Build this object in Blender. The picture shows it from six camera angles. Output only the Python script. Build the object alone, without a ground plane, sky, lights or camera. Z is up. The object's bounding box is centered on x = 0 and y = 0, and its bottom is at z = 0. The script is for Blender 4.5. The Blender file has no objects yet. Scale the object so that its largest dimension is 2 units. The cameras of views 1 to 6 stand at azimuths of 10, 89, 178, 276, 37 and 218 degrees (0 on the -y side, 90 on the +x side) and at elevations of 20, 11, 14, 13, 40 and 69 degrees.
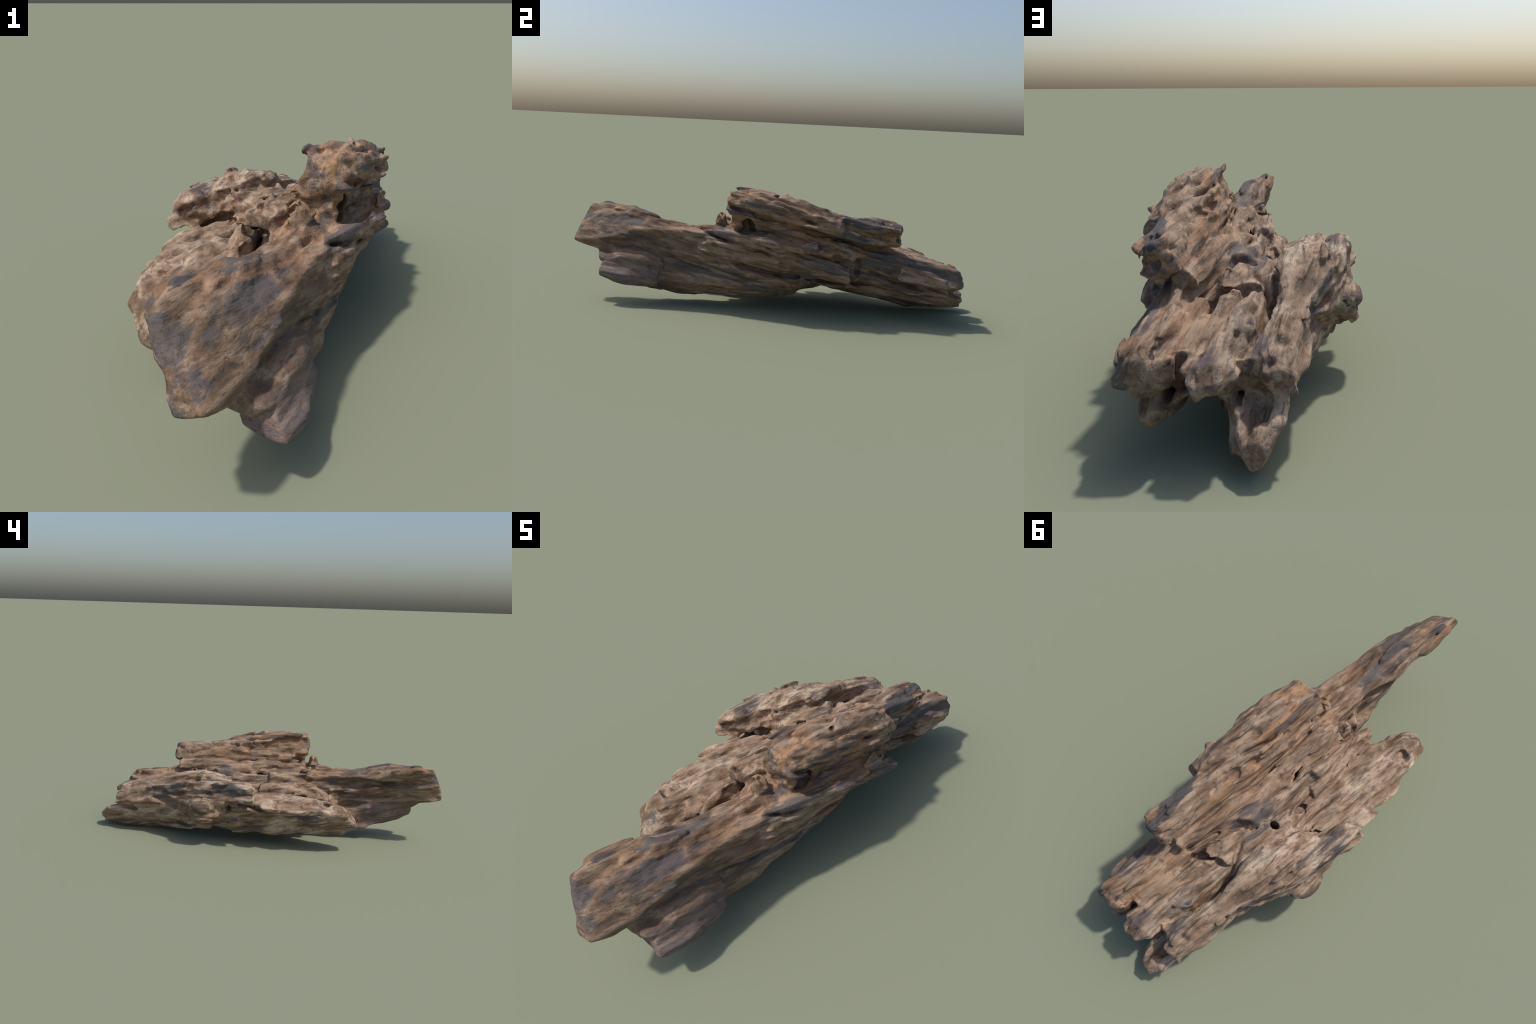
import math
import numpy as np

# =====================================================================
#  DRIFTWOOD LOG.  Long axis along y, the blade-like finger at y = -1,
#  the split tail at y = +1.  The log is a bundle of strands ("lofts"):
#  each has cross-sections (x, z) at stations along y.  The strands are
#  fused into one weathered body, eaten by cavities, combed by grain.
# =====================================================================
H = 0.005                                   # size of a cell of the field
LO = np.array([-0.44, -1.06, -0.03])
HI = np.array([0.44, 1.06, 0.66])


# ---------------------------------------------------------------- noise
def _hash(ix, iy, iz, seed):
    h = (ix.astype(np.int64) * 374761393 + iy.astype(np.int64) * 668265263
         + iz.astype(np.int64) * 2147483647 + seed * 974634777) & 0xFFFFFFFF
    h = ((h ^ (h >> 13)) * 1274126177) & 0xFFFFFFFF
    h = ((h ^ (h >> 16)) * 2246822519) & 0xFFFFFFFF
    return h ^ (h >> 15)


def noise(p, seed=0):
    """Gradient noise, about -1..1, at points p (n, 3)."""
    i = np.floor(p)
    f = p - i
    w = f * f * f * (f * (f * 6 - 15) + 10)
    i = i.astype(np.int64)
    out = np.zeros(len(p))
    for dx in (0, 1):
        wx = w[:, 0] if dx else 1 - w[:, 0]
        for dy in (0, 1):
            wy = w[:, 1] if dy else 1 - w[:, 1]
            for dz in (0, 1):
                wz = w[:, 2] if dz else 1 - w[:, 2]
                h = _hash(i[:, 0] + dx, i[:, 1] + dy, i[:, 2] + dz, seed)
                gx = (h & 255) / 127.5 - 1
                gy = ((h >> 8) & 255) / 127.5 - 1
                gz = ((h >> 16) & 255) / 127.5 - 1
                out += wx * wy * wz * (gx * (f[:, 0] - dx) + gy * (f[:, 1] - dy) + gz * (f[:, 2] - dz))
    return out * 1.25


def cells(p, seed=0):
    """Worley noise: distance to the nearest feature point."""
    i = np.floor(p).astype(np.int64)
    best = np.full(len(p), 9.0)
    for dx in (-1, 0, 1):
        for dy in (-1, 0, 1):
            for dz in (-1, 0, 1):
                h = _hash(i[:, 0] + dx, i[:, 1] + dy, i[:, 2] + dz, seed)
                q = np.stack([(h & 255) / 255, ((h >> 8) & 255) / 255, ((h >> 16) & 255) / 255], 1)
                d = i + np.array([dx, dy, dz]) + q - p
                best = np.minimum(best, (d * d).sum(1))
    return np.sqrt(best)


def smooth01(a, b, x):
    t = np.clip((x - a) / (b - a), 0, 1)
    return t * t * (3 - 2 * t)


def grain_space(p):
    """Coordinates across and along the grain: fibres drift to +x and down toward +y."""
    y = p[:, 1]
    return np.stack([p[:, 0] - 0.20 * y, y, p[:, 2] + 0.17 * y], 1)


# --------------------------------------------------------------- strands
#  name, rounding, blend width, part it belongs to, stations [(y, [(x, z) ...])]
STRANDS = [
    ("finger", 0.014, 0.012, [
        (-0.99, [(-.045, .325), (-.03, .335), (.0, .32), (.03, .295), (.02, .28), (-.01, .272), (-.042, .274), (-.052, .30)]),
        (-.925, [(-.097, .450), (-.078, .456), (-.02, .396), (.06, .30), (.05, .27), (.0, .256), (-.06, .264), (-.085, .36)]),
        (-.85, [(-.10, .455), (-.065, .472), (.02, .430), (.09, .312), (.06, .265), (.02, .24), (-.042, .250), (-.082, .35)]),
        (-.70, [(-.082, .446), (-.01, .47), (.062, .438), (.122, .342), (.095, .285), (.07, .22), (-.002, .212), (-.046, .33)]),
        (-.58, [(-.068, .408), (.02, .438), (.083, .42), (.142, .368), (.135, .29), (.09, .18), (-.015, .16), (-.042, .30)]),
        (-.45, [(-.008, .375), (.03, .398), (.10, .398), (.158, .378), (.17, .29), (.13, .15), (.03, .12), (.0, .26)]),
        (-.28, [(.025, .36), (.05, .385), (.12, .405), (.20, .395), (.20, .31), (.14, .13), (.06, .10), (.03, .25)]),
        (-.10, [(.03, .37), (.08, .40), (.15, .42), (.24, .40), (.24, .32), (.16, .14), (.05, .10), (.02, .25)])]),
    ("keel", 0.010, 0.010, [
        (-.64, [(.01, .19), (.05, .20), (.08, .14), (.05, .09), (.01, .10), (.0, .15)]),
        (-.52, [(-.008, .180), (.05, .20), (.10, .14), (.05, .06), (.0, .07), (-.012, .13)]),
        (-.41, [(-.045, .180), (.0, .195), (.10, .14), (.05, .05), (-.01, .06), (-.05, .13)]),
        (-.31, [(-.05, .19), (-.03, .195), (.10, .14), (.05, .05), (.0, .08), (-.05, .15)])]),
    ("keel", 0.010, 0.008, [
        (-.865, [(-.02, .265), (.06, .262), (.095, .235), (.10, .215), (.07, .20), (.0, .23)]),
        (-.70, [(-.02, .27), (.11, .28), (.15, .235), (.155, .20), (.09, .15), (.0, .17)]),
        (-.53, [(.0, .26), (.13, .29), (.165, .235), (.17, .20), (.10, .12), (.0, .12)])]),
    ("keel", 0.008, 0.008, [
        (-.845, [(.05, .195), (.115, .192), (.14, .165), (.14, .145), (.10, .148), (.05, .175)]),
        (-.77, [(.02, .20), (.135, .20), (.17, .155), (.16, .115), (.10, .11), (.03, .15)]),
        (-.68, [(.0, .20), (.155, .195), (.185, .15), (.175, .105), (.09, .075), (.02, .11)]),
        (-.55, [(.0, .20), (.165, .175), (.185, .145), (.17, .10), (.08, .055), (.0, .07)])]),
    ("trunk", 0.016, 0.014, [
        (-.62, [(.05, .22), (.05, .28), (.06, .31), (.08, .33), (.11, .33), (.125, .26), (.125, .13), (.10, .075), (.085, .065), (.06, .07), (.05, .09), (.05, .14)]),
        (-.38, [(.0, .25), (.0, .28), (.02, .33), (.06, .36), (.15, .36), (.187, .28), (.182, .11), (.125, .062), (.07, .05), (.03, .07), (.01, .12), (.0, .19)]),
        (-.33, [(-.05, .20), (-.045, .205), (-.02, .205), (.025, .25), (.17, .38), (.21, .33), (.18, .12), (.12, .06), (.05, .06), (-.01, .15), (-.03, .17), (-.05, .18)]),
        (-.22, [(-.15, .23), (-.13, .26), (-.06, .265), (.01, .33), (.20, .40), (.248, .345), (.195, .115), (.13, .06), (.05, .06), (-.04, .17), (-.11, .18), (-.15, .19)]),
        (-.10, [(-.27, .22), (-.20, .26), (-.08, .32), (.03, .40), (.255, .42), (.275, .35), (.20, .11), (.12, .05), (.03, .06), (-.08, .14), (-.20, .10), (-.27, .17)]),
        (.10, [(-.30, .235), (-.20, .262), (-.08, .30), (.04, .40), (.28, .43), (.308, .34), (.215, .12), (.13, .07), (.03, .08), (-.08, .14), (-.20, .08), (-.255, .16)]),
        (.25, [(-.27, .28), (-.20, .31), (-.08, .35), (.03, .378), (.292, .41), (.318, .32), (.20, .18), (.11, .13), (.0, .14), (-.10, .10), (-.20, .08), (-.265, .19)]),
        (.36, [(-.26, .27), (-.20, .31), (-.08, .355), (.04, .372), (.28, .39), (.31, .31), (.23, .18), (.10, .15), (-.03, .15), (-.10, .09), (-.18, .09), (-.27, .19)]),
        (.44, [(-.24, .27), (-.18, .30), (-.08, .345), (.04, .362), (.245, .37), (.262, .30), (.24, .18), (.10, .16), (-.03, .15), (-.10, .09), (-.18, .09), (-.26, .19)]),
        (.55, [(-.18, .26), (-.13, .28), (-.05, .298), (.05, .32), (.23, .345), (.305, .275), (.27, .16), (.15, .14), (.0, .14), (-.06, .09), (-.11, .09), (-.17, .18)]),
        (.70, [(-.11, .24), (-.08, .265), (-.02, .28), (.10, .292), (.26, .30), (.325, .23), (.29, .14), (.20, .13), (.12, .14), (.02, .12), (-.05, .12), (-.10, .16)]),
        (.84, [(-.08, .215), (-.06, .235), (.0, .24), (.10, .262), (.25, .27), (.32, .215), (.29, .14), (.20, .14), (.12, .14), (.05, .12), (-.02, .12), (-.07, .16)])]),
    ("side_slab", 0.012, 0.012, [
        (-.51, [(-.275, .165), (-.25, .18), (-.22, .175), (-.20, .15), (-.185, .12), (-.21, .11), (-.25, .122), (-.28, .145)]),
        (-.43, [(-.320, .258), (-.29, .278), (-.20, .25), (-.165, .20), (-.145, .10), (-.20, .073), (-.262, .098), (-.30, .185)]),
        (-.35, [(-.344, .272), (-.30, .300), (-.19, .272), (-.15, .22), (-.15, .12), (-.19, .064), (-.25, .078), (-.30, .17)]),
        (-.20, [(-.344, .255), (-.29, .296), (-.14, .280), (-.08, .25), (-.10, .16), (-.17, .070), (-.23, .074), (-.285, .165)]),
        (.0, [(-.328, .250), (-.285, .290), (-.12, .295), (.0, .28), (-.04, .17), (-.14, .067), (-.205, .062), (-.275, .155)]),
        (.2, [(-.265, .22), (-.24, .26), (-.12, .28), (.0, .26), (-.04, .16), (-.13, .075), (-.19, .062), (-.25, .15)])]),
    ("side_flake", 0.008, 0.008, [
        (-.35, [(.08, .35), (.16, .375), (.192, .335), (.168, .15), (.08, .10)]),
        (-.15, [(.14, .37), (.235, .375), (.27, .34), (.202, .13), (.10, .10)]),
        (.0, [(.20, .38), (.28, .375), (.318, .33), (.215, .14), (.10, .12)]),
        (.20, [(.20, .36), (.31, .33), (.348, .27), (.25, .18), (.12, .165)]),
        (.362, [(.20, .28), (.315, .27), (.36, .225), (.31, .185), (.15, .17)])]),
    ("side_flake", 0.005, 0.004, [
        (-.345, [(.145, .385), (.162, .402), (.178, .398), (.175, .38), (.15, .375)]),
        (-.20, [(.12, .37), (.17, .408), (.242, .402), (.258, .36), (.15, .34)]),
        (.0, [(.15, .37), (.27, .402), (.313, .375), (.31, .34), (.16, .33)]),
        (.20, [(.15, .34), (.31, .39), (.335, .345), (.33, .31), (.16, .30)])]),
    ("ridge", 0.020, 0.008, [
        (-.225, [(.060, .485), (.106, .574), (.20, .582), (.238, .545), (.215, .495), (.12, .46)]),
        (-.10, [(.075, .49), (.10, .588), (.20, .598), (.265, .56), (.262, .485), (.12, .42)]),
        (.10, [(.09, .46), (.125, .548), (.25, .578), (.30, .545), (.30, .455), (.16, .40)]),
        (.24, [(.14, .44), (.18, .518), (.28, .534), (.336, .493), (.326, .43), (.18, .38)]),
        (.315, [(.25, .44), (.26, .478), (.30, .488), (.348, .470), (.340, .432), (.27, .422)])]),
    ("ridge", 0.022, 0.008, [
        (-.20, [(.055, .40), (.07, .475), (.15, .515), (.20, .48), (.20, .38), (.09, .36)]),
        (.0, [(.045, .40), (.065, .495), (.15, .52), (.23, .49), (.25, .38), (.10, .36)]),
        (.30, [(.105, .38), (.13, .480), (.23, .512), (.272, .478), (.275, .37), (.20, .33)]),
        (.40, [(.13, .38), (.155, .472), (.25, .502), (.285, .465), (.285, .37), (.22, .34)]),
        (.50, [(.155, .38), (.18, .464), (.27, .490), (.312, .455), (.302, .38), (.25, .35)]),
        (.57, [(.172, .375), (.192, .455), (.27, .480), (.326, .448), (.315, .374), (.255, .350)]),
        (.612, [(.205, .392), (.218, .432), (.275, .452), (.314, .428), (.304, .388), (.26, .374)])]),
    ("shelf", 0.012, 0.006, [
        (-.25, [(-.075, .395), (-.062, .425), (-.03, .44), (.0, .43), (.0, .385), (-.05, .375)]),
        (-.16, [(-.065, .385), (-.05, .425), (.0, .44), (.05, .435), (.05, .37), (-.03, .36)]),
        (-.05, [(-.035, .38), (-.02, .42), (.05, .44), (.15, .44), (.15, .36), (.0, .35)]),
        (.10, [(-.01, .37), (.01, .405), (.10, .435), (.20, .44), (.20, .33), (.02, .34)]),
        (.40, [(.07, .34), (.088, .405), (.15, .43), (.25, .42), (.25, .31), (.09, .31)]),
        (.56, [(.14, .335), (.155, .382), (.20, .40), (.24, .38), (.24, .32), (.16, .32)])]),
    ("shelf", 0.008, 0.005, [
        (-.10, [(-.10, .29), (-.08, .335), (-.05, .355), (.0, .36), (.0, .28), (-.08, .27)]),
        (.10, [(-.09, .30), (-.06, .355), (.0, .375), (.05, .38), (.05, .28), (-.08, .28)]),
        (.35, [(-.05, .29), (-.03, .358), (.05, .376), (.12, .375), (.12, .27), (-.03, .26)]),
        (.48, [(-.02, .29), (.0, .335), (.06, .352), (.12, .345), (.12, .27), (.02, .27)])]),
    ("shelf", 0.006, 0.005, [
        (-.345, [(-.118, .255), (-.10, .285), (-.085, .288), (-.075, .27), (-.08, .24), (-.105, .235)]),
        (-.22, [(-.11, .27), (-.095, .345), (-.07, .37), (-.045, .36), (-.05, .28), (-.095, .25)]),
        (.0, [(-.075, .31), (-.055, .375), (.0, .40), (.05, .39), (.05, .30), (-.06, .29)])]),
    ("shelf", 0.005, 0.004, [
        (-.30, [(-.14, .275), (-.13, .295), (-.105, .30), (-.095, .285), (-.11, .265), (-.135, .262)]),
        (-.15, [(-.15, .28), (-.13, .315), (-.09, .33), (-.06, .32), (-.07, .28), (-.14, .265)]),
        (.05, [(-.12, .29), (-.10, .335), (-.05, .35), (.0, .34), (.0, .29), (-.11, .28)])]),
    ("plank", 0.014, 0.008, [
        (.045, [(-.358, .28), (-.356, .34), (-.335, .358), (-.305, .348), (-.295, .27), (-.34, .25)]),
        (.10, [(-.354, .27), (-.350, .362), (-.31, .382), (-.265, .372), (-.25, .28), (-.325, .245)]),
        (.20, [(-.345, .262), (-.328, .370), (-.265, .392), (-.17, .380), (-.16, .30), (-.265, .215)]),
        (.35, [(-.298, .25), (-.28, .377), (-.20, .411), (-.08, .402), (-.06, .31), (-.265, .16)]),
        (.50, [(-.232, .22), (-.215, .345), (-.15, .376), (-.075, .366), (-.065, .28), (-.195, .12)]),
        (.65, [(-.158, .20), (-.145, .292), (-.10, .322), (-.05, .314), (-.045, .24), (-.125, .12)]),
        (.80, [(-.122, .18), (-.108, .242), (-.075, .27), (-.018, .264), (-.015, .20), (-.085, .12)]),
        (.885, [(-.112, .165), (-.102, .205), (-.065, .230), (-.03, .222), (-.03, .17), (-.08, .13)])]),
    ("plank", 0.005, 0.004, [
        (.055, [(-.325, .285), (-.318, .305), (-.295, .312), (-.28, .298), (-.30, .282)]),
        (.12, [(-.32, .28), (-.30, .316), (-.235, .322), (-.22, .305), (-.25, .28)]),
        (.25, [(-.25, .28), (-.20, .325), (-.13, .332), (-.11, .315), (-.15, .28)])]),
    ("plank", 0.005, 0.004, [
        (.03, [(-.310, .245), (-.305, .260), (-.27, .268), (-.25, .255), (-.27, .24)]),
        (.10, [(-.30, .245), (-.27, .275), (-.19, .283), (-.17, .268), (-.20, .245)]),
        (.22, [(-.24, .25), (-.20, .290), (-.13, .30), (-.11, .285), (-.14, .25)])]),
    ("prong", 0.014, 0.014, [
        (.30, [(-.285, .20), (-.20, .25), (-.10, .20), (-.11, .065), (-.20, .058), (-.265, .12)]),
        (.50, [(-.205, .20), (-.15, .25), (-.04, .20), (-.05, .045), (-.12, .038), (-.175, .10)]),
        (.72, [(-.108, .19), (-.08, .23), (.085, .185), (.085, .06), (-.01, .004), (-.075, .055)]),
        (.85, [(-.085, .15), (-.05, .155), (.062, .155), (.068, .05), (.0, -.006), (-.06, .022)]),
        (.95, [(-.070, .12), (-.02, .12), (.032, .12), (.048, .05), (.015, -.001), (-.045, .013)]),
        (.993, [(-.04, .08), (.0, .095), (.025, .088), (.032, .055), (.012, .012), (-.025, .02)])]),
    ("tail_lobe", 0.022, 0.010, [
        (.58, [(.15, .20), (.17, .316), (.26, .325), (.314, .285), (.305, .19), (.22, .16)]),
        (.66, [(.16, .20), (.175, .312), (.265, .314), (.328, .250), (.328, .195), (.22, .16)]),
        (.76, [(.17, .20), (.18, .292), (.275, .306), (.345, .235), (.343, .185), (.22, .16)]),
        (.86, [(.18, .20), (.19, .273), (.285, .283), (.352, .217), (.343, .180), (.22, .15)]),
        (.905, [(.20, .20), (.21, .248), (.285, .255), (.328, .218), (.318, .182), (.23, .165)])]),
    ("tail_lobe", 0.012, 0.008, [
        (.20, [(.08, .19), (.16, .19), (.20, .17), (.19, .150), (.12, .15)]),
        (.43, [(.10, .175), (.17, .175), (.205, .145), (.185, .112), (.12, .12)]),
        (.60, [(.12, .165), (.19, .165), (.22, .135), (.20, .096), (.13, .105)]),
        (.85, [(.16, .160), (.245, .155), (.272, .122), (.24, .075), (.18, .09)]),
        (.925, [(.205, .142), (.25, .142), (.265, .120), (.24, .102), (.205, .115)])]),
    ("tail_lobe", 0.022, 0.010, [
        (.66, [(-.01, .20), (.01, .275), (.10, .285), (.17, .275), (.17, .16), (.06, .15)]),
        (.88, [(.018, .20), (.035, .25), (.11, .26), (.165, .24), (.16, .165), (.08, .155)]),
        (.95, [(.08, .18), (.085, .205), (.115, .21), (.145, .20), (.14, .165), (.095, .16)])]),
]

#  swellings: part, centre, radii, blend
LUMPS = [("knot", (-.264, .318, .215), (.076, .100, .085), 0.012),
         ("ridge", (.10, -.255, .425), (.03, .025, .05), 0.015)]

#  channels eaten between the strands: path, radius, blend
CHANNELS = [
    ([(-.055, .245, .39), (-.06, .26, .25)], .013, .010),                   # worm hole
    ([(.195, .83, .29), (.205, .88, .25), (.20, .95, .20)], .008, .012),
    ([(.21, -.21, .455), (.24, -.13, .43), (.255, -.06, .405)], .033, .010),   # hollow under the ridge
    ([(.02, -.27, .435), (.05, -.20, .44), (.07, -.16, .455)], .026, .008),
    ([(.155, -.09, .425), (.20, -.12, .43), (.27, -.155, .438)], .032, .010),
    ([(.20, -.23, .445), (.235, -.15, .44)], .016, .010),
    ([(.25, -.05, .415), (.285, .06, .395)], .014, .010),
    ([(-.02, -.42, .30), (-.025, -.33, .285), (-.025, -.24, .325)], .030, .008),  # cleft behind the finger
    ([(-.04, -.32, .25), (-.03, -.27, .25)], .030, .010),
    ([(-.07, -.40, .15), (-.06, -.26, .11)], .045, .015),
    ([(-.06, -.26, .36), (-.03, -.20, .365)], .016, .006),
    ([(-.105, -.27, .30), (-.10, -.15, .33)], .011, .006),
    ([(-.30, .055, .335), (-.255, .105, .345), (-.21, .17, .352), (-.16, .225, .352)], .015, .005),
    ([(-.30, .045, .300), (-.24, .095, .305), (-.185, .15, .312)], .012, .005),
    ([(-.205, .125, .318), (-.185, .155, .322)], .020, .006),   # under the plank's rim
    ([(.33, -.50, .215), (.385, -.15, .20), (.40, .05, .18)], .146, .03),   # hollow flank
    ([(-.285, -.345, .29), (-.275, -.335, .27)], .018, .012),
    ([(.28, .64, .42), (.275, .60, .41)], .016, .006),                      # end of the ridge
    ([(-.34, .40, .24), (-.28, .39, .235)], .009, .004),                    # holes in the knot
    ([(-.36, .345, .265), (-.29, .34, .26)], .010, .004),
    ([(-.36, .20, .16), (-.27, .18, .15)], .009, .004),
    ([(.36, .42, .29), (.31, .43, .29), (.32, .50, .33), (.31, .60, .348)], .018, .008),
    ([(-.06, -.36, .255), (-.055, -.60, .265), (-.085, -.75, .29)], .014, .010),
    ([(.09, -.73, .42), (.10, -.64, .425)], .020, .015),
    ([(-.03, -.87, .462), (-.015, -.81, .462)], .011, .006),
    ([(.045, -.91, .365), (.04, -.90, .365)], .014, .010),
    ([(.05, .55, .325), (.12, .575, .34)], .016, .010),     # under the shelf's broken edge
    ([(.0, .50, .31), (.06, .52, .32)], .014, .010),
    ([(.10, .58, .305), (.14, .75, .295), (.15, .84, .27)], .008, .010),    # furrows of the tail
    ([(.22, .62, .335), (.26, .78, .31)], .007, .010),
    ([(-.01, .88, .135), (.03, 1.0, .15)], .034, .012),                     # hollow over the prong
]


#  splits followed by the eye over the surface: side it opens on, path in that side's
#  plane (top: x, y; flanks: y, z), half width, depth
SPLITS = [
    ("top", [(-.06, -.36), (-.038, -.338), (-.018, -.26), (-.03, -.14), (-.02, -.06), (.008, .015), (.005, .075), (.028, .117)], 0.016, 0.033),
    ("top", [(.075, -.225), (.078, -.125), (.08, -.05), (.082, .03), (.09, .10), (.097, .16), (.12, .26), (.142, .36), (.16, .43), (.18, .505)], 0.017, 0.035),
    ("top", [(.114, -.034), (.138, .041), (.17, .125), (.217, .205), (.245, .265), (.268, .31)], 0.013, 0.024),
    ("top", [(-.027, .285), (-.003, .32), (.039, .345), (.07, .385), (.105, .443), (.145, .538), (.175, .57)], 0.022, 0.054),
    ("top", [(-.078, .455), (-.072, .49), (-.056, .534), (-.052, .575), (-.06, .63), (-.035, .69), (.0, .735), (.035, .80), (.04, .87)], 0.019, 0.057),
    ("top", [(-.055, .575), (-.048, .62), (-.03, .67), (-.018, .70)], 0.021, 0.050),
    ("top", [(.0, .72), (.012, .76), (.025, .80)], 0.019, 0.055),
    ("top", [(.002, .376), (-.022, .44), (-.045, .488), (-.052, .545)], 0.013, 0.035),
    ("top", [(-.067, -.03), (-.054, .061), (-.039, .171), (-.02, .245), (.001, .314)], 0.015, 0.028),
    ("top", [(-.17, -.03), (-.145, .057), (-.13, .146), (-.125, .20)], 0.016, 0.031),
    ("top", [(-.225, -.16), (-.20, -.06), (-.185, .03)], 0.013, 0.019),
    ("top", [(.028, .405), (.08, .496), (.117, .585), (.165, .692), (.195, .78), (.205, .86)], 0.016, 0.024),
    ("top", [(.01, .50), (.05, .594), (.085, .67), (.12, .77), (.14, .84)], 0.015, 0.028),
    ("top", [(-.068, -.78), (-.047, -.672), (-.01, -.587), (.02, -.50)], 0.012, 0.019),
    ("top", [(.095, -.62), (.105, -.438), (.12, -.364), (.15, -.28)], 0.015, 0.019),
    ("top", [(.123, -.15), (.151, -.02), (.19, .094), (.23, .17)], 0.011, 0.019),
    ("top", [(.215, -.17), (.235, -.06), (.265, .05), (.30, .18)], 0.011, 0.020),
    ("top", [(.15, .34), (.19, .44), (.215, .53)], 0.010, 0.015),
    ("right", [(-.16, .405), (-.065, .393), (.01, .385), (.115, .35), (.211, .306), (.30, .27)], 0.010, 0.024),
    ("right", [(-.30, .371), (-.21, .345), (-.115, .32), (-.049, .315), (.02, .285)], 0.010, 0.023),
    ("right", [(-.20, .253), (-.125, .225), (-.025, .198), (.06, .195), (.139, .195), (.223, .182), (.32, .175)], 0.016, 0.039),
    ("right", [(-.61, .273), (-.525, .255), (-.42, .23), (-.315, .205), (-.19, .17), (-.045, .14)], 0.013, 0.032),
    ("right", [(.26, .384), (.336, .375), (.42, .357), (.506, .342), (.60, .345)], 0.018, 0.037),
    ("right", [(.409, .245), (.509, .222), (.584, .200), (.665, .188), (.764, .176), (.88, .168)], 0.013, 0.040),
    ("right", [(.395, .304), (.41, .265), (.405, .21)], 0.016, 0.039),
    ("right", [(-.23, .52), (-.135, .50), (-.06, .475), (.02, .455)], 0.012, 0.026),
    ("right", [(-.02, .515), (.075, .486), (.18, .462), (.28, .43)], 0.010, 0.019),
    ("left", [(-.30, .330), (-.42, .332), (-.52, .338), (-.66, .350), (-.78, .36)], 0.020, 0.033),
    ("left", [(-.33, .265), (-.45, .262), (-.60, .268), (-.74, .29)], 0.016, 0.035),
    ("left", [(.66, .225), (.53, .225), (.455, .195), (.42, .145), (.40, .10)], 0.020, 0.039),
    ("left", [(-.02, .228), (.05, .240), (.13, .262), (.19, .262), (.20, .20)], 0.016, 0.034),
    ("left", [(.90, .145), (.77, .135), (.63, .16), (.55, .165)], 0.014, 0.032),
    ("left", [(.24, .33), (.34, .30), (.46, .285), (.60, .25)], 0.011, 0.019),
    ("top", [(.05, .485), (.09, .525), (.13, .56)], .024, 0.050),
]


def polygon_distance(px, pz, poly):
    """Signed distance in a cross-section (negative inside)."""
    d = np.full(px.shape, 9.0)
    s = np.zeros(px.shape, bool)
    n = len(poly)
    for i in range(n):
        ax, az = poly[i]
        bx, bz = poly[(i + 1) % n]
        ex, ez = bx - ax, bz - az
        wx, wz = px - ax, pz - az
        t = np.clip((wx * ex + wz * ez) / (ex * ex + ez * ez + 1e-12), 0, 1)
        d = np.minimum(d, (wx - ex * t) ** 2 + (wz - ez * t) ** 2)
        if abs(ez) > 1e-9:
            s ^= ((az > pz) != (bz > pz)) & (px < ax + (pz - az) * ex / ez)
    d = np.sqrt(d)
    return np.where(s, -d, d)


def smin(a, b, k):
    h = np.maximum(k - np.abs(a - b), 0) / k
    return np.minimum(a, b) - h * h * k * 0.25


def smax(a, b, k):
    return -smin(-a, -b, k)


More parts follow.
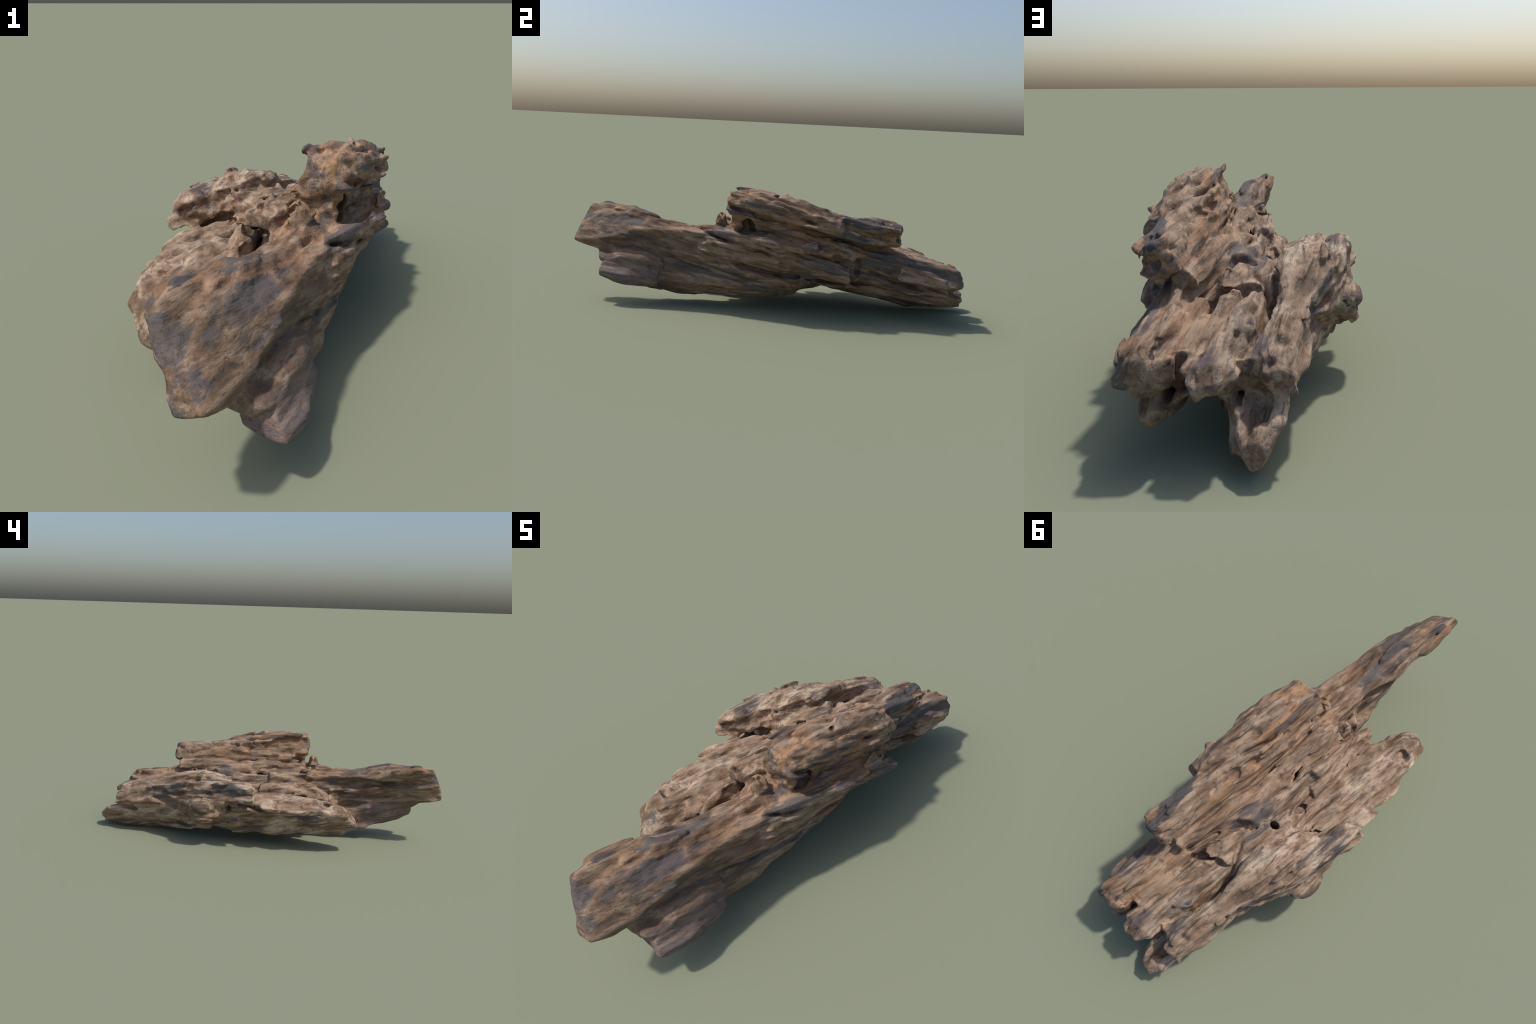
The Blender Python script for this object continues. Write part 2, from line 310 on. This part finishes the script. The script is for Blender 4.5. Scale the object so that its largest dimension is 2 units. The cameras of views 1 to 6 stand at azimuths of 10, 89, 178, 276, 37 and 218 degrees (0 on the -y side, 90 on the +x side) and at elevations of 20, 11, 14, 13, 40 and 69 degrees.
def build_field():
    nx, ny, nz = np.ceil((HI - LO) / H).astype(int) + 1
    xs = LO[0] + H * np.arange(nx)
    ys = LO[1] + H * np.arange(ny)
    zs = LO[2] + H * np.arange(nz)
    GX, GZ = np.meshgrid(xs, zs, indexing="ij")
    F = np.full((nx, ny, nz), 0.2, np.float32)
    who = np.zeros((nx, ny, nz), np.int8)
    names = []
    for s in STRANDS:
        if s[0] not in names:
            names.append(s[0])
    names += [l[0] for l in LUMPS if l[0] not in names]
    for j, y in enumerate(ys):
        q = np.stack([GX.ravel(), np.full(GX.size, y), GZ.ravel()], 1)
        # strands are never straight: bend the sections a little
        g = grain_space(q) * np.array([9.0, 2.2, 9.0])
        wx = GX + 0.012 * noise(g, 1).reshape(GX.shape) * WARP
        wz = GZ + 0.012 * noise(g, 2).reshape(GX.shape) * WARP
        wy = y + 0.018 * noise(q * np.array([9.0, 4.0, 9.0]), 3).reshape(GX.shape) * WARP
        f = np.full(GX.shape, 0.2)
        best = np.full(GX.shape, 0.2)
        w = np.zeros(GX.shape, np.int8)
        for name, r, k, st in STRANDS:
            sy = np.array([a[0] for a in st])
            if y < sy[0] - 0.06 or y > sy[-1] + 0.06:
                continue
            yc = min(max(y, sy[0]), sy[-1])
            a = int(np.clip(np.searchsorted(sy, yc) - 1, 0, len(sy) - 2))
            t = (yc - sy[a]) / (sy[a + 1] - sy[a])
            poly = np.array(st[a][1]) * (1 - t) + np.array(st[a + 1][1]) * t
            lo, hi = poly.min(0) - 0.08, poly.max(0) + 0.08
            ix = slice(*np.searchsorted(xs, [lo[0], hi[0]]))
            iz = slice(*np.searchsorted(zs, [lo[1], hi[1]]))
            d = polygon_distance(wx[ix, iz], wz[ix, iz], poly) + r
            e = np.maximum(sy[0] - wy[ix, iz], wy[ix, iz] - sy[-1]) + r
            d = np.minimum(np.maximum(d, e), 0) + np.hypot(np.maximum(d, 0), np.maximum(e, 0)) - r
            b = best[ix, iz]
            w[ix, iz] = np.where(d < b, names.index(name), w[ix, iz])
            best[ix, iz] = np.minimum(b, d)
            f[ix, iz] = smin(f[ix, iz], d, k)
        for name, c, rad, k in LUMPS:
            if abs(y - c[1]) > rad[1] + 0.05:
                continue
            q = np.sqrt(((wx - c[0]) / rad[0]) ** 2 + ((y - c[1]) / rad[1]) ** 2 + ((wz - c[2]) / rad[2]) ** 2)
            d = (q - 1) * min(rad)
            w = np.where(d < best, names.index(name), w).astype(np.int8)
            best = np.minimum(best, d)
            f = smin(f, d, k)
        for path, r, k in CHANNELS:
            a = np.array(path)
            if y < a[:, 1].min() - r - 0.05 or y > a[:, 1].max() + r + 0.05:
                continue
            d2 = np.full(GX.shape, 9.0)
            for p0, p1 in zip(a[:-1], a[1:]):
                e = p1 - p0
                t = np.clip(((wx - p0[0]) * e[0] + (wy - p0[1]) * e[1] + (wz - p0[2]) * e[2]) / (e @ e), 0, 1)
                d2 = np.minimum(d2, (wx - p0[0] - t * e[0]) ** 2 + (wy - p0[1] - t * e[1]) ** 2 + (wz - p0[2] - t * e[2]) ** 2)
            f = smax(f, r - np.sqrt(d2), k)
        F[:, j] = f
        who[:, j] = w
    return F, who, names, xs, ys, zs


WARP = 1.0


def open_splits(p, n):
    """Depth of the long splits; each opens only on the side that its path was laid on."""
    out = np.zeros(len(p))
    w = p + 0.010 * np.stack([noise(p * np.array([22.0, 9.0, 22.0]), 40 + k) for k in range(3)], 1)
    face = {"top": (n[:, 2], w[:, :2], p[:, 1] * 0 + 1), "right": (n[:, 0], w[:, 1:], p[:, 0] > 0.08), "left": (-n[:, 0], w[:, 1:], p[:, 0] < 0.02)}
    for side, path, half, depth in SPLITS:
        facing, q, where = face[side]
        a = np.array(path)
        lo, hi = a.min(0) - 0.03, a.max(0) + 0.03
        m = np.where((facing > 0.05) & (where > 0) & (q > lo).all(1) & (q < hi).all(1))[0]
        c = q[m]
        best = np.full(len(m), 9.0)
        taper = np.ones(len(m))
        step = np.linalg.norm(np.diff(a, axis=0), axis=1)
        run = np.concatenate([[0], np.cumsum(step)]) / step.sum()
        for k in range(len(a) - 1):
            e = a[k + 1] - a[k]
            t = np.clip((c - a[k]) @ e / (e @ e), 0, 1)
            d = np.linalg.norm(c - a[k] - t[:, None] * e, axis=1)
            u = run[k] + t * (run[k + 1] - run[k])
            taper = np.where(d < best, np.minimum(1, 5 * np.minimum(u, 1 - u) + 0.3), taper)
            best = np.minimum(best, d)
        v = depth * taper * np.clip(1.15 - best / (half * (0.5 + 0.5 * taper)), 0, 1) ** 0.8
        out[m] = np.maximum(out[m], v * smooth01(0.05, 0.4, facing[m]))
    return out


def grain_relief(p, ny):
    """Extra depth added to the field near the surface: furrows, pits and cracks along the grain.
    ny is the along-grain part of the surface's direction: broken ends get rounder, even lumps."""
    g = grain_space(p)
    b = p * np.array([5.0, 3.2, 5.0])
    g[:, 0] += 0.035 * noise(b, 20)                                 # fibres wander
    g[:, 2] += 0.035 * noise(b, 21)
    top = smooth01(-0.10, 0.10, p[:, 2] - 0.27 + 0.17 * p[:, 1])    # the upper side is rotten, the flanks are sound
    left = smooth01(0.12, -0.05, g[:, 0])
    rough = 0.45 + 0.55 * np.maximum(top, 0.4 * left)
    rough *= 0.75 + 0.25 * smooth01(-0.75, -0.40, p[:, 1])            # the finger is worn smooth
    d = 0.004 * noise(g * np.array([13.0, 2.4, 13.0]), 11)
    for seed, sx, sy, step in ((31, 11.0, 2.2, 0.012), (32, 21.0, 5.0, 0.009)):   # splinters overlapping like shingles
        n = noise(g * np.array([sx, sy, sx]), seed) + 0.2 * noise(g * np.array([3.0 * sx, 2.5 * sy, 3.0 * sx]), seed + 5)
        d += step * rough * (smooth01(-0.04, 0.04, n) - 0.5)
    n = 1 - np.abs(noise(g * np.array([11.0, 1.8, 11.0]), 17)) * 3.4     # furrows between fibre bundles
    d += 0.014 * rough * np.clip(n, 0, 1) ** 1.5
    n = 1 - np.abs(noise(g * np.array([25.0, 3.6, 25.0]), 13)) * 3.2     # cracks
    d += 0.012 * rough * np.clip(n, 0, 1) ** 2
    n = cells((g + 0.02 * noise(p * 30.0, 18)[:, None]) * np.array([16.0, 6.5, 16.0]), 15)   # eaten pits
    d += 0.016 * top * rough * smooth01(0.42, 0.12, n)
    lumps = 0.015 * noise(p * np.array([22.0, 14.0, 22.0]), 16)
    lumps += 0.010 * noise(p * np.array([42.0, 26.0, 42.0]), 14)
    broad = 0.011 * noise(p * np.array([13.0, 8.0, 13.0]), 19)
    e = smooth01(0.35, 0.75, np.abs(ny))
    return d * (1 - 0.65 * e) + lumps * (0.36 * rough + 0.18 * e) + broad - 0.001 - 0.0015 * top


def surface_nets(F, lo, h):
    """Quad mesh of the zero level of F (negative inside)."""
    S = F < 0
    nx, ny, nz = F.shape
    acc = np.zeros((nx - 1, ny - 1, nz - 1, 3), np.float32)
    cnt = np.zeros((nx - 1, ny - 1, nz - 1), np.float32)
    edges = []
    for ax in range(3):
        a = [slice(None)] * 3
        b = [slice(None)] * 3
        a[ax], b[ax] = slice(0, -1), slice(1, None)
        fa, fb = F[tuple(a)], F[tuple(b)]
        hit = np.argwhere(S[tuple(a)] != S[tuple(b)])
        va = fa[tuple(hit.T)]
        vb = fb[tuple(hit.T)]
        pos = hit.astype(np.float32)
        pos[:, ax] += va / (va - vb)
        u, v = [(1, 2), (2, 0), (0, 1)][ax]
        ok = np.ones(len(hit), bool)
        for w_ in (u, v):
            ok &= (hit[:, w_] > 0) & (hit[:, w_] < F.shape[w_] - 1)
        hit, pos, va = hit[ok], pos[ok], va[ok]
        corners = []
        for du, dv in ((-1, -1), (0, -1), (0, 0), (-1, 0)):
            c = hit.copy()
            c[:, u] += du
            c[:, v] += dv
            np.add.at(acc, tuple(c.T), pos)
            np.add.at(cnt, tuple(c.T), 1)
            corners.append(c)
        edges.append((corners, va < 0))
    used = cnt > 0
    index = np.full(cnt.shape, -1, np.int64)
    index[used] = np.arange(used.sum())
    verts = acc[used] / cnt[used][:, None] * h + lo
    quads = []
    for corners, inside in edges:
        q = np.stack([index[tuple(c.T)] for c in corners], 1)
        q[~inside] = q[~inside][:, ::-1]
        quads.append(q)
    return verts, np.concatenate(quads), np.argwhere(used)


def make_body():
    F, who, names, xs, ys, zs = build_field()
    near = np.argwhere((F > -0.085) & (F < 0.02))
    g = np.gradient(F)
    i = tuple(near.T)
    n = np.stack([a[i] for a in g], 1)
    n /= np.linalg.norm(n, axis=1)[:, None] + 1e-9
    F[i] += open_splits(near * H + LO, n).astype(np.float32)
    keep = np.abs(F[i]) < 0.03
    near, n = near[keep], n[keep]
    i = tuple(near.T)
    F[i] += grain_relief(near * H + LO, n[:, 1]).astype(np.float32)
    for _ in range(1):                                  # sand and water have worn off thin edges
        for ax in range(3):
            F = 0.5 * F + 0.25 * (np.roll(F, 1, ax) + np.roll(F, -1, ax))
    V, Q, C = surface_nets(F, LO, H)
    part = who[tuple(C.T)]
    return V, Q, part, names


# ==== BLENDER ========================================================
import bpy


def vertex_normals(V, Q):
    n = np.cross(V[Q[:, 2]] - V[Q[:, 0]], V[Q[:, 3]] - V[Q[:, 1]])
    N = np.zeros_like(V)
    for c in range(4):
        np.add.at(N, Q[:, c], n)
    return N / np.maximum(np.linalg.norm(N, axis=1), 1e-12)[:, None]


def keep_largest(V, Q, part):
    """Drop crumbs that the noise has cut loose from the log."""
    lab = np.arange(len(V))
    while True:
        m = lab[Q].min(1)
        new = lab.copy()
        for c in range(4):
            np.minimum.at(new, Q[:, c], m)
        new = new[new]
        if (new == lab).all():
            break
        lab = new
    big = np.bincount(lab).argmax()
    keep = lab == big
    idx = np.cumsum(keep) - 1
    return V[keep], idx[Q[keep[Q[:, 0]]]], part[keep]


def main():
    V, Q, part, names = make_body()
    V, Q, part = keep_largest(V, Q, part)
    V = V.astype(np.float64)
    V[:, 2] -= V[:, 2].min()
    N = vertex_normals(V, Q)
    fp = np.sort(part[Q], axis=1)[:, 1]
    root = bpy.data.objects.new("driftwood", None)
    root["label"] = "weathered brown driftwood log with split, pitted grain"
    root["category"] = "driftwood"
    bpy.context.collection.objects.link(root)
    root.empty_display_size = 0.1
    mat = wood()
    for i, name in enumerate(names):
        q = Q[fp == i]
        if not len(q):
            continue
        used = np.unique(q)
        idx = np.full(len(V), -1)
        idx[used] = np.arange(len(used))
        me = bpy.data.meshes.new(name)
        me.from_pydata(V[used].tolist(), [], idx[q].tolist())
        me.polygons.foreach_set("use_smooth", np.ones(len(q), bool))
        me.normals_split_custom_set_from_vertices(N[used].tolist())
        me.materials.append(mat)
        ob = bpy.data.objects.new(name, me)
        ob.parent = root
        bpy.context.collection.objects.link(ob)


def wood():
    """Weathered wood: tan and brown fibres, slate-grey weathered patches, rusty ridges, pale bleached -x side."""
    m = bpy.data.materials.new("weathered_wood")
    m.use_nodes = True
    nt = m.node_tree
    N, L = nt.nodes, nt.links
    bsdf = N["Principled BSDF"]
    tc = N.new("ShaderNodeTexCoord")

    def link(a, b):
        if isinstance(a, (int, float)):
            b.default_value = a
        elif isinstance(a, tuple):
            b.default_value = a if len(a) == len(b.default_value) else a + (1,)
        else:
            L.new(a, b)

    def math_(op, a, b=0.0, clamp=False):
        n = N.new("ShaderNodeMath")
        n.operation, n.use_clamp = op, clamp
        link(a, n.inputs[0])
        link(b, n.inputs[1])
        return n.outputs[0]

    def ramp(v, lo, hi, a=0.0, b=1.0):
        n = N.new("ShaderNodeMapRange")
        n.interpolation_type = "SMOOTHSTEP"
        for k, x in enumerate((v, lo, hi, a, b)):
            link(x, n.inputs[k])
        return n.outputs[0]

    def mix(f, a, b):
        n = N.new("ShaderNodeMix")
        n.data_type = "RGBA"
        link(f, n.inputs[0])
        link(a, n.inputs[6])
        link(b, n.inputs[7])
        return n.outputs[2]

    def tex(vec, scale, detail=3.0, rough=0.55, shift=(0, 0, 0), distort=0.0):
        mp = N.new("ShaderNodeMapping")
        mp.inputs["Scale"].default_value = scale
        mp.inputs["Location"].default_value = shift
        L.new(vec, mp.inputs["Vector"])
        n = N.new("ShaderNodeTexNoise")
        n.inputs["Scale"].default_value = 1.0
        n.inputs["Detail"].default_value = detail
        n.inputs["Roughness"].default_value = rough
        n.inputs["Distortion"].default_value = distort
        L.new(mp.outputs[0], n.inputs["Vector"])
        return n.outputs["Fac"]

    sep = N.new("ShaderNodeSeparateXYZ")
    L.new(tc.outputs["Object"], sep.inputs[0])
    x, y, z = sep.outputs
    com = N.new("ShaderNodeCombineXYZ")                 # grain space
    gx = math_("SUBTRACT", x, math_("MULTIPLY", y, 0.20))
    gz = math_("ADD", z, math_("MULTIPLY", y, 0.17))
    L.new(gx, com.inputs[0])
    L.new(y, com.inputs[1])
    L.new(gz, com.inputs[2])
    g = com.outputs[0]

    broad = tex(g, (8, 2.4, 8), 4, 0.62)
    mottle = tex(g, (30, 6.5, 30), 5, 0.62, (3, 1, 2), 0.5)
    fibre = tex(g, (95, 9, 95), 4, 0.65, (7, 0, 1), 0.3)
    specks = tex(g, (75, 38, 75), 3, 0.6, (1, 5, 9))
    slate_n = tex(g, (15, 2.2, 15), 4, 0.62, (11, 3, 4), 0.5)
    rust_n = tex(g, (11, 4, 11), 3, 0.6, (2, 8, 5), 0.3)
    pale_n = tex(g, (13, 6, 13), 4, 0.65, (5, 2, 12), 0.4)

    col = mix(ramp(broad, 0.40, 0.58), BROWN, TAN)
    col = mix(ramp(mottle, 0.44, 0.62), col, LIGHT)
    col = mix(math_("MULTIPLY", ramp(y, -0.25, -0.50), ramp(mottle, 0.68, 0.40, 0.15, 0.75)), col, BROWN)    # the finger is darker
    # bleached on the -x planks
    left = ramp(gx, 0.02, -0.22)
    col = mix(math_("MULTIPLY", math_("ADD", math_("MULTIPLY", left, 0.7), 0.15), ramp(pale_n, 0.45, 0.68)), col, PALE)
    # rusty on the ridges
    right = math_("MULTIPLY", ramp(gx, -0.05, 0.12), ramp(gz, 0.24, 0.42))
    col = mix(math_("MULTIPLY", math_("ADD", math_("MULTIPLY", right, 0.6), 0.12), ramp(rust_n, 0.46, 0.62)), col, RUST)
    # slate grey weathering
    amount = math_("ADD", slate_n, math_("MULTIPLY", ramp(gx, 0.0, 0.25), 0.045))
    col = mix(math_("MULTIPLY", ramp(amount, 0.565, 0.645), 0.8), col, SLATE)
    keel = math_("MULTIPLY", ramp(y, -0.48, -0.60), ramp(math_("ADD", z, math_("MULTIPLY", broad, 0.10)), 0.30, 0.26))
    col = mix(math_("MULTIPLY", keel, ramp(mottle, 0.25, 0.55, 0.9, 0.55)), col, PURPLE)
    for c, r in SLATE_PATCHES:
        q = [math_("DIVIDE", math_("SUBTRACT", v, k), w) for v, k, w in zip((x, y, z), c, r)]
        d = math_("SQRT", math_("ADD", math_("ADD", math_("MULTIPLY", q[0], q[0]), math_("MULTIPLY", q[1], q[1])), math_("MULTIPLY", q[2], q[2])))
        d = math_("ADD", d, math_("MULTIPLY", math_("SUBTRACT", slate_n, 0.5), -2.2))
        d = math_("ADD", d, math_("MULTIPLY", math_("SUBTRACT", mottle, 0.5), 1.2))
        col = mix(math_("MULTIPLY", ramp(d, 1.05, 0.9), 0.85), col, SLATE_DARK)
    # dark blotches and fibre lines
    col = mix(math_("MULTIPLY", ramp(mottle, 0.46, 0.32), 0.5), col, DARK)
    col = mix(math_("MULTIPLY", ramp(specks, 0.43, 0.33), 0.4), col, DARK)
    col = mix(math_("MULTIPLY", ramp(fibre, 0.46, 0.33), 0.6), col, DARK)
    L.new(col, bsdf.inputs["Base Color"])
    bsdf.inputs["Roughness"].default_value = 0.82
    bsdf.inputs["Specular IOR Level"].default_value = 0.25

    h = math_("ADD", math_("MULTIPLY", fibre, 0.45), math_("ADD", math_("MULTIPLY", specks, 0.35), math_("MULTIPLY", mottle, 0.8)))
    b = N.new("ShaderNodeBump")
    b.inputs["Strength"].default_value = 0.55
    b.inputs["Distance"].default_value = 0.012
    L.new(h, b.inputs["Height"])
    L.new(b.outputs[0], bsdf.inputs["Normal"])
    return m


BROWN = (0.140, 0.087, 0.055)
TAN = (0.225, 0.151, 0.100)
LIGHT = (0.335, 0.240, 0.170)
PALE = (0.520, 0.415, 0.310)
RUST = (0.330, 0.180, 0.090)
PURPLE = (0.165, 0.130, 0.125)
SLATE = (0.090, 0.085, 0.088)
SLATE_DARK = (0.060, 0.062, 0.066)
DARK = (0.050, 0.040, 0.034)
SLATE_PATCHES = [((-.335, .19, .335), (.045, .15, .035)), ((-.33, -.20, .20), (.03, .15, .03)),
                 ((.275, .46, .475), (.035, .15, .04)), ((-.06, -.80, .475), (.022, .13, .018))]

main()
